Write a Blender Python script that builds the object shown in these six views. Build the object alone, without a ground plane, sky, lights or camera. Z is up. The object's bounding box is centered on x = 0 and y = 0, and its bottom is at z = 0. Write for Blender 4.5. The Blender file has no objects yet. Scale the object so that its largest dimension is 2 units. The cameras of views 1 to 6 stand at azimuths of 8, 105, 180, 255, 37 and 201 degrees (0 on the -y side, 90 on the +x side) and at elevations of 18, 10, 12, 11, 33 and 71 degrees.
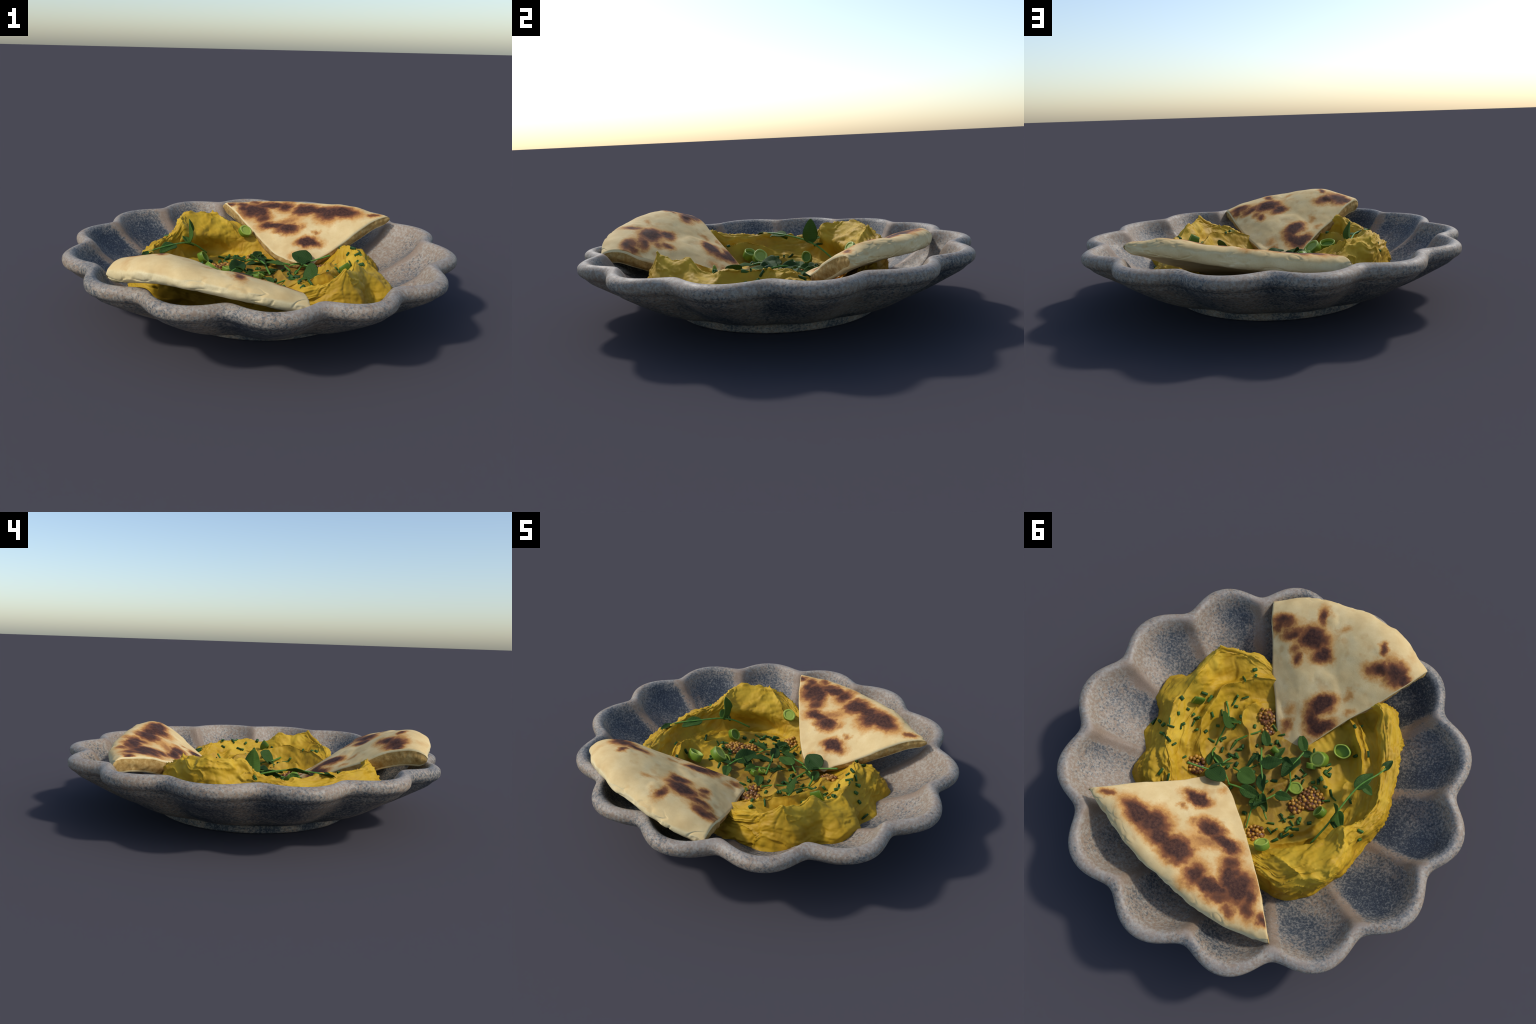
"""Scalloped stoneware bowl of golden hummus with two flatbread wedges and fresh green garnish."""
import bpy, math, random
import numpy as np
from mathutils import Vector, Matrix
from mathutils.bvhtree import BVHTree

rng = np.random.default_rng(7)
random.seed(7)

# ------------------------------------------------------------------ helpers: noise and interpolation
def _hash(ix, iy, iz, seed):
    h = (ix.astype(np.int64) * 374761393 + iy.astype(np.int64) * 668265263 + iz.astype(np.int64) * 2147483647 + seed * 974711) & 0xFFFFFFFF
    h = ((h ^ (h >> 13)) * 1274126177) & 0xFFFFFFFF
    h = ((h ^ (h >> 16)) * 2246822519) & 0xFFFFFFFF
    return ((h ^ (h >> 15)) & 0xFFFFFF) / float(0xFFFFFF) * 2 - 1

def vnoise(p, seed=0):
    """Smooth value noise in -1..1 at points p (n, 3)."""
    i = np.floor(p).astype(np.int64)
    f = p - i
    f = f * f * f * (f * (f * 6 - 15) + 10)
    out = 0
    for dx in (0, 1):
        for dy in (0, 1):
            for dz in (0, 1):
                w = (f[:, 0] if dx else 1 - f[:, 0]) * (f[:, 1] if dy else 1 - f[:, 1]) * (f[:, 2] if dz else 1 - f[:, 2])
                out = out + w * _hash(i[:, 0] + dx, i[:, 1] + dy, i[:, 2] + dz, seed)
    return out

# every octave is turned, so that the lattice of the noise never shows
TURN = np.array(Matrix.Rotation(0.9, 3, Vector((0.5, 0.7, 0.5)).normalized()))

def fbm(p, octaves=4, seed=0, gain=0.5):
    a, s, total = 1.0, 0.0, 0.0
    for o in range(octaves):
        p = p @ TURN
        s = s + a * vnoise(p * 2.03 ** o + 17.3 * o, seed + o)
        total += a
        a *= gain
    return s / total

def ridged(p, octaves=3, seed=0):
    a, s, total = 1.0, 0.0, 0.0
    for o in range(octaves):
        s = s + a * (1 - 2 * np.abs(vnoise(p * 2.1 ** o + 9.1 * o, seed + o)))
        total += a
        a *= 0.5
    return s / total

def catmull(P, x, closed=False):
    """Catmull-Rom through rows of P at uniform parameters x (0..n-1, or 0..n when closed)."""
    P = np.asarray(P, float)
    n = len(P)
    i = np.floor(x).astype(int)
    if not closed:
        i = np.clip(i, 0, n - 2)
    f = (x - i).reshape((-1,) + (1,) * (P.ndim - 1))
    def at(k):
        if closed:
            return P[k % n]
        lo = 2 * P[0] - P[1]
        hi = 2 * P[-1] - P[-2]
        full = np.concatenate([lo[None], P, hi[None]])
        return full[k + 1]
    p0, p1, p2, p3 = at(i - 1), at(i), at(i + 1), at(i + 2)
    return 0.5 * (2 * p1 + (p2 - p0) * f + (2 * p0 - 5 * p1 + 4 * p2 - p3) * f ** 2 + (3 * p1 - p0 - 3 * p2 + p3) * f ** 3)

def smoothstep(a, b, x):
    t = np.clip((x - a) / (b - a), 0, 1)
    return t * t * (3 - 2 * t)

def grid_faces(nr, nc, wrap=False, flip=False, base=0):
    """Quads for an nr x nc vertex grid (row major)."""
    r = np.arange(nr - 1)[:, None]
    c = np.arange(nc if wrap else nc - 1)[None, :]
    a = r * nc + c
    b = r * nc + (c + 1) % nc
    q = np.stack([a, b, b + nc, a + nc], -1).reshape(-1, 4)
    if flip:
        q = q[:, ::-1]
    return (q + base).tolist()

def make_mesh(name, verts, faces, mat=None, smooth=True, merge=0.0):
    me = bpy.data.meshes.new(name)
    me.from_pydata([tuple(v) for v in np.asarray(verts).tolist()], [], faces)
    if merge:
        import bmesh
        bm = bmesh.new()
        bm.from_mesh(me)
        bmesh.ops.remove_doubles(bm, verts=bm.verts, dist=merge)
        bmesh.ops.recalc_face_normals(bm, faces=bm.faces)
        bm.to_mesh(me)
        bm.free()
    me.validate()
    if smooth:
        me.polygons.foreach_set("use_smooth", [True] * len(me.polygons))
    me.update()
    if mat:
        me.materials.append(mat)
    return me

def add_object(name, data, parent=None, location=(0, 0, 0)):
    ob = bpy.data.objects.new(name, data)
    bpy.context.scene.collection.objects.link(ob)
    ob.location = location
    if parent:
        ob.parent = parent
    return ob

def vertex_normals(me):
    n = np.zeros(len(me.vertices) * 3)
    me.vertex_normals.foreach_get("vector", n)
    return n.reshape(-1, 3)

# ------------------------------------------------------------------ helpers: material nodes
class Nodes:
    def __init__(self, name):
        self.mat = bpy.data.materials.new(name)
        self.mat.use_nodes = True
        self.t = self.mat.node_tree
        self.bsdf = self.t.nodes["Principled BSDF"]
        self.coord = self.t.nodes.new("ShaderNodeTexCoord").outputs["Object"]

    def new(self, kind, **props):
        n = self.t.nodes.new(kind)
        for k, v in props.items():
            setattr(n, k, v)
        return n

    def put(self, socket, v):
        if isinstance(v, bpy.types.NodeSocket):
            self.t.links.new(v, socket)
        else:
            if socket.type == 'RGBA' and len(v) == 3:
                v = (*v, 1)
            socket.default_value = v

    def noise(self, scale, detail=4, rough=0.55, vec=None, distort=0.0, out="Fac"):
        n = self.new("ShaderNodeTexNoise")
        self.put(n.inputs["Vector"], vec or self.coord)
        n.inputs["Scale"].default_value = scale
        n.inputs["Detail"].default_value = detail
        n.inputs["Roughness"].default_value = rough
        n.inputs["Distortion"].default_value = distort
        return n.outputs[out]

    def math(self, op, a, b=0.0, c=0.0, clamp=False):
        n = self.new("ShaderNodeMath", operation=op, use_clamp=clamp)
        for s, v in zip(n.inputs, (a, b, c)):
            self.put(s, v)
        return n.outputs[0]

    def vmath(self, op, a, b=None, out=0, scale=None):
        n = self.new("ShaderNodeVectorMath", operation=op)
        self.put(n.inputs[0], a)
        if b is not None:
            self.put(n.inputs[1], b)
        if scale is not None:
            self.put(n.inputs["Scale"], scale)
        return n.outputs[out]

    def ramp(self, fac, stops, interp='LINEAR'):
        n = self.new("ShaderNodeValToRGB")
        n.color_ramp.interpolation = interp
        e = n.color_ramp.elements
        while len(e) < len(stops):
            e.new(0.5)
        for el, (p, c) in zip(e, stops):
            el.position = p
            el.color = (*c, 1) if not isinstance(c, (int, float)) else (c, c, c, 1)
        self.put(n.inputs[0], fac)
        return n.outputs[0]

    def range(self, fac, a, b, lo=0.0, hi=1.0, smooth=True):
        n = self.new("ShaderNodeMapRange", interpolation_type='SMOOTHSTEP' if smooth else 'LINEAR')
        for s, v in zip(n.inputs, (fac, a, b, lo, hi)):
            self.put(s, v)
        return n.outputs[0]

    def mix(self, fac, a, b, blend='MIX'):
        n = self.new("ShaderNodeMix", data_type='RGBA', blend_type=blend)
        self.put(n.inputs[0], fac)
        self.put(n.inputs[6], a)
        self.put(n.inputs[7], b)
        return n.outputs[2]

    def mapping(self, scale=(1, 1, 1), loc=(0, 0, 0), rot=(0, 0, 0)):
        n = self.new("ShaderNodeMapping")
        self.put(n.inputs["Vector"], self.coord)
        n.inputs["Scale"].default_value = scale
        n.inputs["Location"].default_value = loc
        n.inputs["Rotation"].default_value = rot
        return n.outputs[0]

    def bump(self, height, strength, dist=0.002):
        n = self.new("ShaderNodeBump")
        n.inputs["Strength"].default_value = strength
        n.inputs["Distance"].default_value = dist
        self.put(n.inputs["Height"], height)
        self.put(self.bsdf.inputs["Normal"], n.outputs[0])

    def finish(self, color, rough, spec=0.5):
        self.put(self.bsdf.inputs["Base Color"], color)
        self.put(self.bsdf.inputs["Roughness"], rough)
        self.bsdf.inputs["Specular IOR Level"].default_value = spec
        return self.mat

# ------------------------------------------------------------------ materials
def stoneware_material():
    m = Nodes("speckled_stoneware_glaze")
    sand, tan, pale = (0.250, 0.182, 0.126), (0.200, 0.142, 0.098), (0.325, 0.290, 0.235)
    slate, mist, deep = (0.075, 0.087, 0.090), (0.160, 0.172, 0.170), (0.017, 0.026, 0.042)
    sep = m.new("ShaderNodeSeparateXYZ")
    m.put(sep.inputs[0], m.coord)
    x, y, z = sep.outputs
    radius = m.math('SQRT', m.math('ADD', m.math('MULTIPLY', x, x), m.math('MULTIPLY', y, y)))
    angle = m.math('ARCTAN2', y, x)
    # +1 on the ridges between lobes, -1 in the middle of each lobe
    wave = m.math('COSINE', m.math('MULTIPLY', m.math('SUBTRACT', angle, math.pi / 2), LOBES))
    wobble = m.math('MULTIPLY', m.math('SUBTRACT', m.noise(6, 4, 0.6), 0.5), 0.9)
    geo = m.new("ShaderNodeNewGeometry")
    out_facing = m.vmath('DOT_PRODUCT', geo.outputs["Normal"], m.vmath('NORMALIZE', m.vmath('MULTIPLY', m.coord, (1, 1, 0))), out=1)
    bowl_side = m.range(out_facing, 0.25, -0.25)                       # 1 inside the bowl, 0 on its outer wall
    ridge = m.range(m.math('ADD', wave, wobble), 0.70, 1.10)
    ridge = m.math('MULTIPLY', m.math('MULTIPLY', ridge, bowl_side), m.range(radius, 0.40, 0.55))
    inside = m.range(z, 0.255, 0.325, smooth=True)                     # rim band, where the glaze ran thin
    # how blue the glaze fired: one half of the bowl, one flank of every lobe
    side = m.math('ADD', m.math('MULTIPLY', x, -0.20), m.math('MULTIPLY', y, -0.12))
    side = m.math('MULTIPLY', side, m.range(bowl_side, 0.0, 1.0, 0.3, 1.0))
    flank = m.math('MULTIPLY', m.math('SINE', m.math('MULTIPLY', m.math('SUBTRACT', angle, math.pi / 2 + 0.02), LOBES)), 0.10)
    blue = m.math('ADD', m.math('ADD', side, flank), m.math('MULTIPLY', m.math('SUBTRACT', m.noise(4.2, 3, 0.55, distort=0.5), 0.5), 0.75))
    blue = m.math('ADD', blue, 0.52)
    # outside, blue runs pool in the grooves between lobes
    groove = m.math('MULTIPLY', m.math('MULTIPLY', m.range(wave, 0.2, 1.0), m.math('SUBTRACT', 1.0, bowl_side)), 0.09)
    blue = m.math('ADD', blue, groove)
    blue = m.math('SUBTRACT', blue, m.math('MULTIPLY', m.math('SUBTRACT', 1.0, bowl_side), 0.04))
    blue = m.math('SUBTRACT', blue, m.math('MULTIPLY', ridge, 0.42))
    blue = m.math('MINIMUM', m.math('SUBTRACT', blue, m.math('MULTIPLY', inside, 0.18), clamp=True), 0.86)
    grain = m.noise(92, 2.5, 0.6, distort=0.3)
    fine = m.noise(230, 2, 0.6)
    cut = m.math('SUBTRACT', 0.74, m.math('MULTIPLY', blue, 0.46))
    speck = m.range(m.math('ADD', m.math('MULTIPLY', grain, 0.8), m.math('MULTIPLY', fine, 0.2)), m.math('SUBTRACT', cut, 0.12), m.math('ADD', cut, 0.13))
    light = m.mix(m.range(m.noise(70, 3, 0.65), 0.38, 0.66), sand, pale)
    light = m.mix(ridge, light, m.mix(m.range(fine, 0.35, 0.65), tan, sand))
    light = m.mix(m.range(blue, 0.35, 0.85), light, mist)
    dark = m.mix(m.range(blue, 0.30, 0.85), slate, deep)
    dark = m.mix(m.range(m.noise(130, 3, 0.7), 0.50, 0.70, 0.0, 0.75), dark, mist)
    col = m.mix(speck, light, dark)
    # broken paler line along the crest of the rim
    crest = m.math('MULTIPLY', m.range(z, 0.318, 0.333), m.range(m.noise(14, 3, 0.6), 0.36, 0.56))
    col = m.mix(m.math('MULTIPLY', crest, 0.30), col, (0.31, 0.295, 0.27))
    m.bump(grain, 0.22, 0.004)
    return m.finish(col, m.range(m.noise(20, 3, 0.5), 0.3, 0.7, 0.50, 0.66), 0.4)

def hummus_material():
    m = Nodes("golden_hummus")
    soft = m.noise(7, 4, 0.55)
    col = m.ramp(soft, [(0.3, (0.39, 0.215, 0.007)), (0.5, (0.475, 0.285, 0.012)), (0.7, (0.55, 0.355, 0.026))])
    # paprika oil stains pooled here and there, tiny spice flecks
    oil = m.range(m.noise(4.6, 4, 0.6, distort=0.8), 0.58, 0.72)
    col = m.mix(m.math('MULTIPLY', oil, 0.40), col, (0.34, 0.16, 0.010))
    # darker olive-brown tint over the middle of the swirl
    mid = m.vmath('LENGTH', m.vmath('MULTIPLY', m.coord, (1.0, 1.0, 0.0)), out=1)
    dark_middle = m.range(m.math('ADD', mid, m.math('MULTIPLY', m.math('SUBTRACT', m.noise(6, 4, 0.6), 0.5), 0.35)), 0.42, 0.18)
    col = m.mix(m.math('MULTIPLY', dark_middle, 0.75), col, m.mix(m.range(m.noise(16, 4, 0.6), 0.4, 0.65), (0.16, 0.085, 0.012), (0.30, 0.175, 0.014)))
    vor = m.new("ShaderNodeTexVoronoi", feature='F1')
    m.put(vor.inputs["Vector"], m.coord)
    vor.inputs["Scale"].default_value = 34
    fleck = m.range(vor.outputs["Distance"], 0.13, 0.05)
    pick = m.range(m.noise(60, 1, 0.5), 0.58, 0.62)
    col = m.mix(m.math('MULTIPLY', m.math('MULTIPLY', fleck, pick), 0.6), col, (0.16, 0.055, 0.012))
    m.bump(m.noise(110, 4, 0.6), 0.18, 0.004)
    m.bsdf.inputs["Subsurface Weight"].default_value = 0.0
    return m.finish(col, m.range(soft, 0.3, 0.7, 0.55, 0.70), 0.3)

def bread_material(name, origin, spots):
    """spots: (x, y, half length, half width, turn in degrees, strength) scorch marks in plan, world frame."""
    m = Nodes(name)
    warp = m.noise(9.0, 4, 0.6, out="Color")
    warp = m.vmath('SCALE', m.vmath('SUBTRACT', warp, (0.5, 0.5, 0.5)), scale=0.085)
    warp2 = m.noise(30, 4, 0.65, out="Color")
    warp2 = m.vmath('SCALE', m.vmath('SUBTRACT', warp2, (0.5, 0.5, 0.5)), scale=0.040)
    pos = m.vmath('ADD', m.vmath('ADD', m.coord, warp), warp2)
    total = None
    for (x, y, rx, ry, turn, strength) in spots:
        mp = m.new("ShaderNodeMapping", vector_type='TEXTURE')
        m.put(mp.inputs["Vector"], pos)
        mp.inputs["Location"].default_value = (x - origin[0], y - origin[1], 0)
        mp.inputs["Rotation"].default_value = (0, 0, math.radians(turn))
        mp.inputs["Scale"].default_value = (rx * 1.18, ry * 1.22, 1e3)
        d = m.vmath('LENGTH', mp.outputs[0], out=1)
        # bell-shaped scorch, wide golden skirt
        s = m.math('MULTIPLY', m.math('EXPONENT', m.math('MULTIPLY', m.math('MULTIPLY', d, d), -0.62)), strength)
        total = s if total is None else m.math('SMOOTH_MAX', total, s, 0.12)
    # scorching only on the baked face, not on the pale side crust
    geo = m.new("ShaderNodeNewGeometry")
    nz = m.new("ShaderNodeSeparateXYZ")
    m.put(nz.inputs[0], geo.outputs["Normal"])
    face = m.range(nz.outputs[2], 0.30, 0.75)
    total = m.math('MULTIPLY', total, face)
    grain = m.noise(75, 4, 0.7)
    total = m.math('ADD', total, m.math('MULTIPLY', m.math('SUBTRACT', grain, 0.5), 0.22))
    total = m.math('ADD', total, m.math('MULTIPLY', m.math('SUBTRACT', m.noise(20, 3, 0.6), 0.5), 0.20))
    pale = m.ramp(m.noise(8, 4, 0.6), [(0.3, (0.62, 0.495, 0.26)), (0.5, (0.68, 0.56, 0.31)), (0.72, (0.73, 0.625, 0.375))])
    baked = m.ramp(m.noise(10, 4, 0.6), [(0.3, (0.56, 0.385, 0.165)), (0.5, (0.625, 0.458, 0.212)), (0.72, (0.68, 0.528, 0.272))])
    cream = m.mix(m.math('MULTIPLY', face, 0.9), pale, baked)
    blush = m.math('MULTIPLY', m.range(m.noise(12, 3, 0.5), 0.57, 0.72), m.math('MULTIPLY', face, 0.45))
    cream = m.mix(blush, cream, (0.50, 0.27, 0.085))
    cream = m.mix(m.range(m.noise(150, 2, 0.6), 0.45, 0.75, 0.0, 0.25), cream, (0.55, 0.40, 0.18))
    col = m.mix(m.range(total, 0.16, 0.40, smooth=False), cream, (0.52, 0.265, 0.075))
    col = m.mix(m.range(total, 0.34, 0.64), col, (0.225, 0.080, 0.028))
    col = m.mix(m.range(total, 0.54, 0.86), col, m.mix(m.range(grain, 0.35, 0.65), (0.034, 0.014, 0.011), (0.085, 0.034, 0.020)))
    m.bump(m.math('ADD', grain, m.noise(180, 3, 0.6)), 0.15, 0.003)
    return m.finish(col, 0.75, 0.2)

def crumb_material():
    m = Nodes("torn_bread_crumb")
    n = m.noise(38, 4, 0.65)
    col = m.ramp(n, [(0.3, (0.27, 0.15, 0.040)), (0.5, (0.40, 0.25, 0.08)), (0.7, (0.52, 0.37, 0.15))])  # cream browned and darkened to carry the shadow on the cut sides
    m.bump(n, 0.4, 0.006)
    return m.finish(col, 0.8, 0.2)

# ------------------------------------------------------------------ the bowl
# notch bearings (degrees); the hand-pressed scallops are not perfectly even
NOTCHES = np.array([12.3, 37.6, 63.9, 90.2, 114.9, 140.6, 167.0, 192.0, 218.6, 243.9, 269.3, 294.6, 319.4, 345.8])
LOBES = len(NOTCHES)

# profile rows: radius at lobe, radius at notch, height, sharpness of the notch cusp (1 sharp .. 0 soft)
INSIDE = [(0.001, 0.001, .058, 0), (.16, .16, .058, 0), (.30, .30, .058, 0), (.40, .396, .062, .2), (.48, .465, .074, .4),
          (.56, .530, .096, .6), (.64, .594, .122, .7), (.72, .662, .154, .75), (.79, .722, .190, .75), (.85, .777, .228, .75), (.892, .816, .264, .7),
          (.918, .838, .297, .6), (.934, .854, .319, .5)]
RIM = [(.934, .854, .319, .5), (.948, .868, .331, .4), (.963, .883, .3345, .3), (.981, .902, .330, .2), (.996, .919, .318, .1), (1.0, .926, .303, .05),
       (.998, .923, .286, .05), (.986, .912, .272, .1), (.972, .897, .262, .1)]
OUTSIDE = [(.972, .897, .262, .1), (.962, .886, .252, .1), (.942, .868, .234, .1), (.884, .820, .198, .2), (.814, .760, .156, .3), (.740, .700, .116, .4), (.668, .640, .085, .4), (.606, .586, .066, .4),
           (.570, .556, .056, .3), (.545, .543, .051, .2)]
FOOT = [(.545, .543, .051, .2), (.532, .534, .044, 0), (.526, .526, .025, 0), (.518, .518, .006, 0), (.506, .506, 0, 0), (.480, .480, 0, 0), (.465, .465, .008, 0),
        (.455, .455, .022, 0), (.40, .40, .026, 0), (.2, .2, .026, 0), (.001, .001, .026, 0)]

def scallop(theta):
    """Position within the lobe: 0 in the middle, 1 at a notch; theta in radians."""
    deg = np.degrees(theta) % 360
    ext = np.concatenate([[NOTCHES[-1] - 360], NOTCHES, [NOTCHES[0] + 360]])
    k = np.searchsorted(ext, deg, side='right') - 1
    k = np.clip(k, 0, len(ext) - 2)
    u = (deg - ext[k]) / (ext[k + 1] - ext[k])
    return np.abs(u * 2 - 1)

def bowl_ring(row, theta, t):
    rl, rn, z, sharp = row
    e = 0.30 * (1 - sharp) + 0.03                   # rounding of the cusp
    u = 1 - t
    u = (np.sqrt(u * u + e * e) - e) / (math.sqrt(1 + e * e) - e)
    f = 1 - (1 - u) ** 2.1
    r = rn + (rl - rn) * f
    return np.stack([r * np.cos(theta), r * np.sin(theta), np.full_like(theta, z)], -1)

def build_bowl(mat):
    nt = LOBES * 64
    theta = np.arange(nt) / nt * 2 * np.pi
    t = scallop(theta)
    rows, kinds = [], []
    for kind, prof, sub in (("body", INSIDE, 6), ("rim", RIM, 4), ("body", OUTSIDE, 6), ("foot_ring", FOOT, 4)):
        P = np.array(prof)
        x = np.linspace(0, len(P) - 1, (len(P) - 1) * sub + 1)
        dense = catmull(P, x)
        if rows:
            dense = dense[1:]
        rows += list(dense)
        kinds += [kind] * len(dense)
    V = np.concatenate([bowl_ring(r, theta, t) for r in rows])
    # hand-made wobble
    w = fbm(V * 2.3, 3, 5)
    rad = np.maximum(np.hypot(V[:, 0], V[:, 1]), 1e-6)
    amp = 0.006 * smoothstep(0.45, 0.9, rad)
    V[:, 0] += V[:, 0] / rad * w * amp * 0.5
    V[:, 1] += V[:, 1] / rad * w * amp * 0.5
    V[:, 2] += fbm(V * 2.0 + 40, 2, 9) * amp
    faces = grid_faces(len(rows), nt, wrap=True)
    whole = make_mesh("whole_bowl", V, faces, mat)
    N = vertex_normals(whole)
    # orientation: outside must face out
    probe = (len(rows) - 1 - 20) * nt
    root = add_object("stoneware_bowl", None)
    root["label"] = "scalloped grey blue speckled stoneware bowl with lobed rim"
    root["category"] = "bowl"
    face_rows = np.repeat(np.arange(len(rows) - 1), nt)
    kind_of_row = np.array([kinds[r + 1] for r in range(len(rows) - 1)])
    F = np.array(faces)
    for kind in ("body", "rim", "foot_ring"):
        sel = F[kind_of_row[face_rows] == kind]
        used, inv = np.unique(sel, return_inverse=True)
        me = make_mesh(kind, V[used], inv.reshape(sel.shape).tolist(), mat)
        me.normals_split_custom_set_from_vertices([tuple(n) for n in N[used].tolist()])
        add_object(kind, me, root)
    bpy.data.meshes.remove(whole)
    return root

# ------------------------------------------------------------------ the hummus
# stations round the swirl: bearing, then (radius, height) of floor end, step, inner edge, crest, flank, foot
STATIONS = [
    (-77, (.25, .145), (.36, .15), (.46, .17), (.52, .20), (.56, .17), (.60, .09)),
    (-58, (.28, .15), (.42, .17), (.52, .24), (.60, .300), (.65, .24), (.69, .12)),
    (-46, (.30, .15), (.44, .19), (.55, .23), (.625, .335), (.68, .28), (.715, .13)),
    (-38, (.32, .15), (.45, .195), (.53, .235), (.60, .335), (.67, .265), (.71, .13)),
    (-30, (.33, .15), (.44, .20), (.50, .225), (.565, .33), (.635, .25), (.675, .125)),
    (-22, (.33, .15), (.43, .20), (.50, .22), (.565, .31), (.66, .25), (.735, .13)),
    (-14, (.33, .15), (.42, .195), (.48, .215), (.55, .30), (.645, .24), (.72, .13)),
    (-6, (.30, .15), (.39, .19), (.46, .21), (.525, .29), (.595, .22), (.665, .12)),
    (3, (.28, .15), (.37, .195), (.44, .225), (.50, .285), (.59, .225), (.69, .13)),
    (12, (.27, .15), (.36, .17), (.445, .215), (.492, .285), (.575, .225), (.655, .12)),
    (20, (.27, .15), (.36, .155), (.420, .215), (.468, .300), (.580, .240), (.690, .13)),
    (29, (.25, .14), (.35, .15), (.41, .19), (.47, .250), (.57, .215), (.645, .12)),
    (45, (.20, .125), (.30, .135), (.40, .155), (.47, .18), (.52, .17), (.57, .09)),
    (72, (.22, .125), (.31, .14), (.40, .165), (.46, .19), (.52, .17), (.57, .09)),
    (98, (.27, .13), (.34, .15), (.39, .22), (.43, .245), (.50, .235), (.56, .09)),
    (109, (.30, .13), (.36, .15), (.395, .225), (.46, .272), (.535, .26), (.58, .09)),
    (120, (.33, .13), (.42, .145), (.405, .245), (.525, .31), (.61, .285), (.645, .11)),
    (130, (.35, .13), (.46, .145), (.425, .26), (.55, .350), (.62, .285), (.648, .11)),
    (140, (.36, .13), (.485, .15), (.44, .27), (.585, .362), (.632, .27), (.642, .11)),
    (149, (.37, .135), (.49, .15), (.455, .28), (.58, .35), (.618, .25), (.63, .11)),
    (159, (.38, .14), (.48, .16), (.465, .285), (.515, .335), (.58, .24), (.63, .11)),
    (169, (.38, .15), (.48, .165), (.505, .23), (.54, .295), (.602, .25), (.632, .11)),
    (180, (.38, .15), (.48, .175), (.525, .225), (.565, .280), (.625, .24), (.645, .12)),
    (197, (.38, .15), (.46, .18), (.525, .22), (.570, .285), (.635, .24), (.667, .12)),
    (211, (.37, .155), (.47, .195), (.55, .22), (.590, .297), (.668, .25), (.70, .13)),
    (221, (.36, .155), (.48, .195), (.575, .22), (.615, .305), (.695, .255), (.725, .14)),
    (231, (.34, .15), (.47, .18), (.60, .20), (.625, .325), (.70, .25), (.745, .15)),
    (242, (.30, .15), (.40, .17), (.46, .20), (.50, .235), (.54, .19), (.58, .08)),
    (264, (.25, .15), (.36, .16), (.43, .19), (.48, .215), (.52, .18), (.56, .08)),
]
# spatula ridges drawn over the swirl: (x, y, rise) along each, and a half width
RIDGES = [
    ([(.12, -.46, .05), (.24, -.41, .075), (.353, -.299, .095), (.375, -.20, .070), (.385, -.08, .060), (.35, .01, .055), (.30, .075, .035)], .034),
    ([(-.27, -.41, .065), (-.366, -.313, .075), (-.42, -.23, .060), (-.46, -.12, .015)], .024),
    ([(-.31, -.43, .03), (-.40, -.34, .04), (-.455, -.24, .03)], .016),
    ([(.18, -.31, .055), (.235, -.205, .055), (.165, -.15, .04), (.11, -.055, .055), (.10, .0, .02)], .028),
    ([(-.17, -.19, .035), (-.25, -.10, .055), (-.31, -.03, .05), (-.33, .02, .01)], .030),
    ([(-.10, .26, .01), (-.22, .24, .024), (-.33, .15, .026), (-.39, .02, .024), (-.40, -.10, .02)], .018),
    ([(-.12, .33, .01), (-.26, .28, .022), (-.38, .17, .022), (-.43, .05, .022), (-.45, -.06, .015)], .014),
    ([(.0, .02, .02), (.10, .10, .035), (.18, .12, .02)], .032),
    ([(.44, -.27, .02), (.455, -.17, .028), (.455, -.06, .028), (.42, .04, .02)], .018),
    ([(.30, -.27, .0), (.32, -.16, .024), (.30, -.05, .02)], .020),
    ([(-.45, .155, .02), (-.50, .25, .030), (-.515, .345, .020)], .018),
    ([(-.19, .40, .010), (-.31, .43, .024), (-.40, .46, .016)], .018),
    ([(.56, -.18, .0), (.555, -.08, .022), (.53, .02, .026), (.49, .10, .02)], .016),
    ([(.05, .10, .0), (-.05, .07, .025), (-.12, .0, .025), (-.14, -.07, .01)], .022),
    ([(.22, .0, .0), (.24, -.06, .03), (.20, -.11, .025), (.14, -.12, .0)], .018),
]
# pulled peaks and dollops: x, y, radius, rise
PEAKS = [(.447, -.470, .030, .030), (.455, -.405, .045, .022), (.500, -.290, .050, .022), (.440, -.345, .030, -.020), (.560, -.330, .030, -.030),
         (-.505, .365, .030, .022), (-.415, .440, .026, .024), (-.350, .462, .022, .020), (-.46, .405, .022, -.012), (-.465, .175, .030, .020),
         (-.56, .30, .024, -.014), (-.52, .24, .05, -.014), (-.40, -.49, .030, .014),
         (-.44, -.42, .02, -.012), (-.53, -.20, .02, .010), (-.56, -.05, .02, .012), (-.545, .06, .018, .010), (.58, -.20, .055, -.016)]

def polyline_rise(xy, ridge):
    """Rise of a rounded ridge along a polyline with varying height."""
    pts, w = ridge
    P = catmull(np.array(pts), np.linspace(0, len(pts) - 1, len(pts) * 10))
    best = np.full(len(xy), 9.0)
    h = np.zeros(len(xy))
    for a, b in zip(P[:-1], P[1:]):
        d = b[:2] - a[:2]
        t = np.clip(((xy - a[:2]) @ d) / (d @ d), 0, 1)
        q = np.linalg.norm(xy - a[:2] - t[:, None] * d, axis=1)
        better = q < best
        h[better] = (a[2] + (b[2] - a[2]) * t)[better]
        best = np.minimum(best, q)
    k = best / w
    return h * np.exp(-np.abs(k) ** 1.35)

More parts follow.
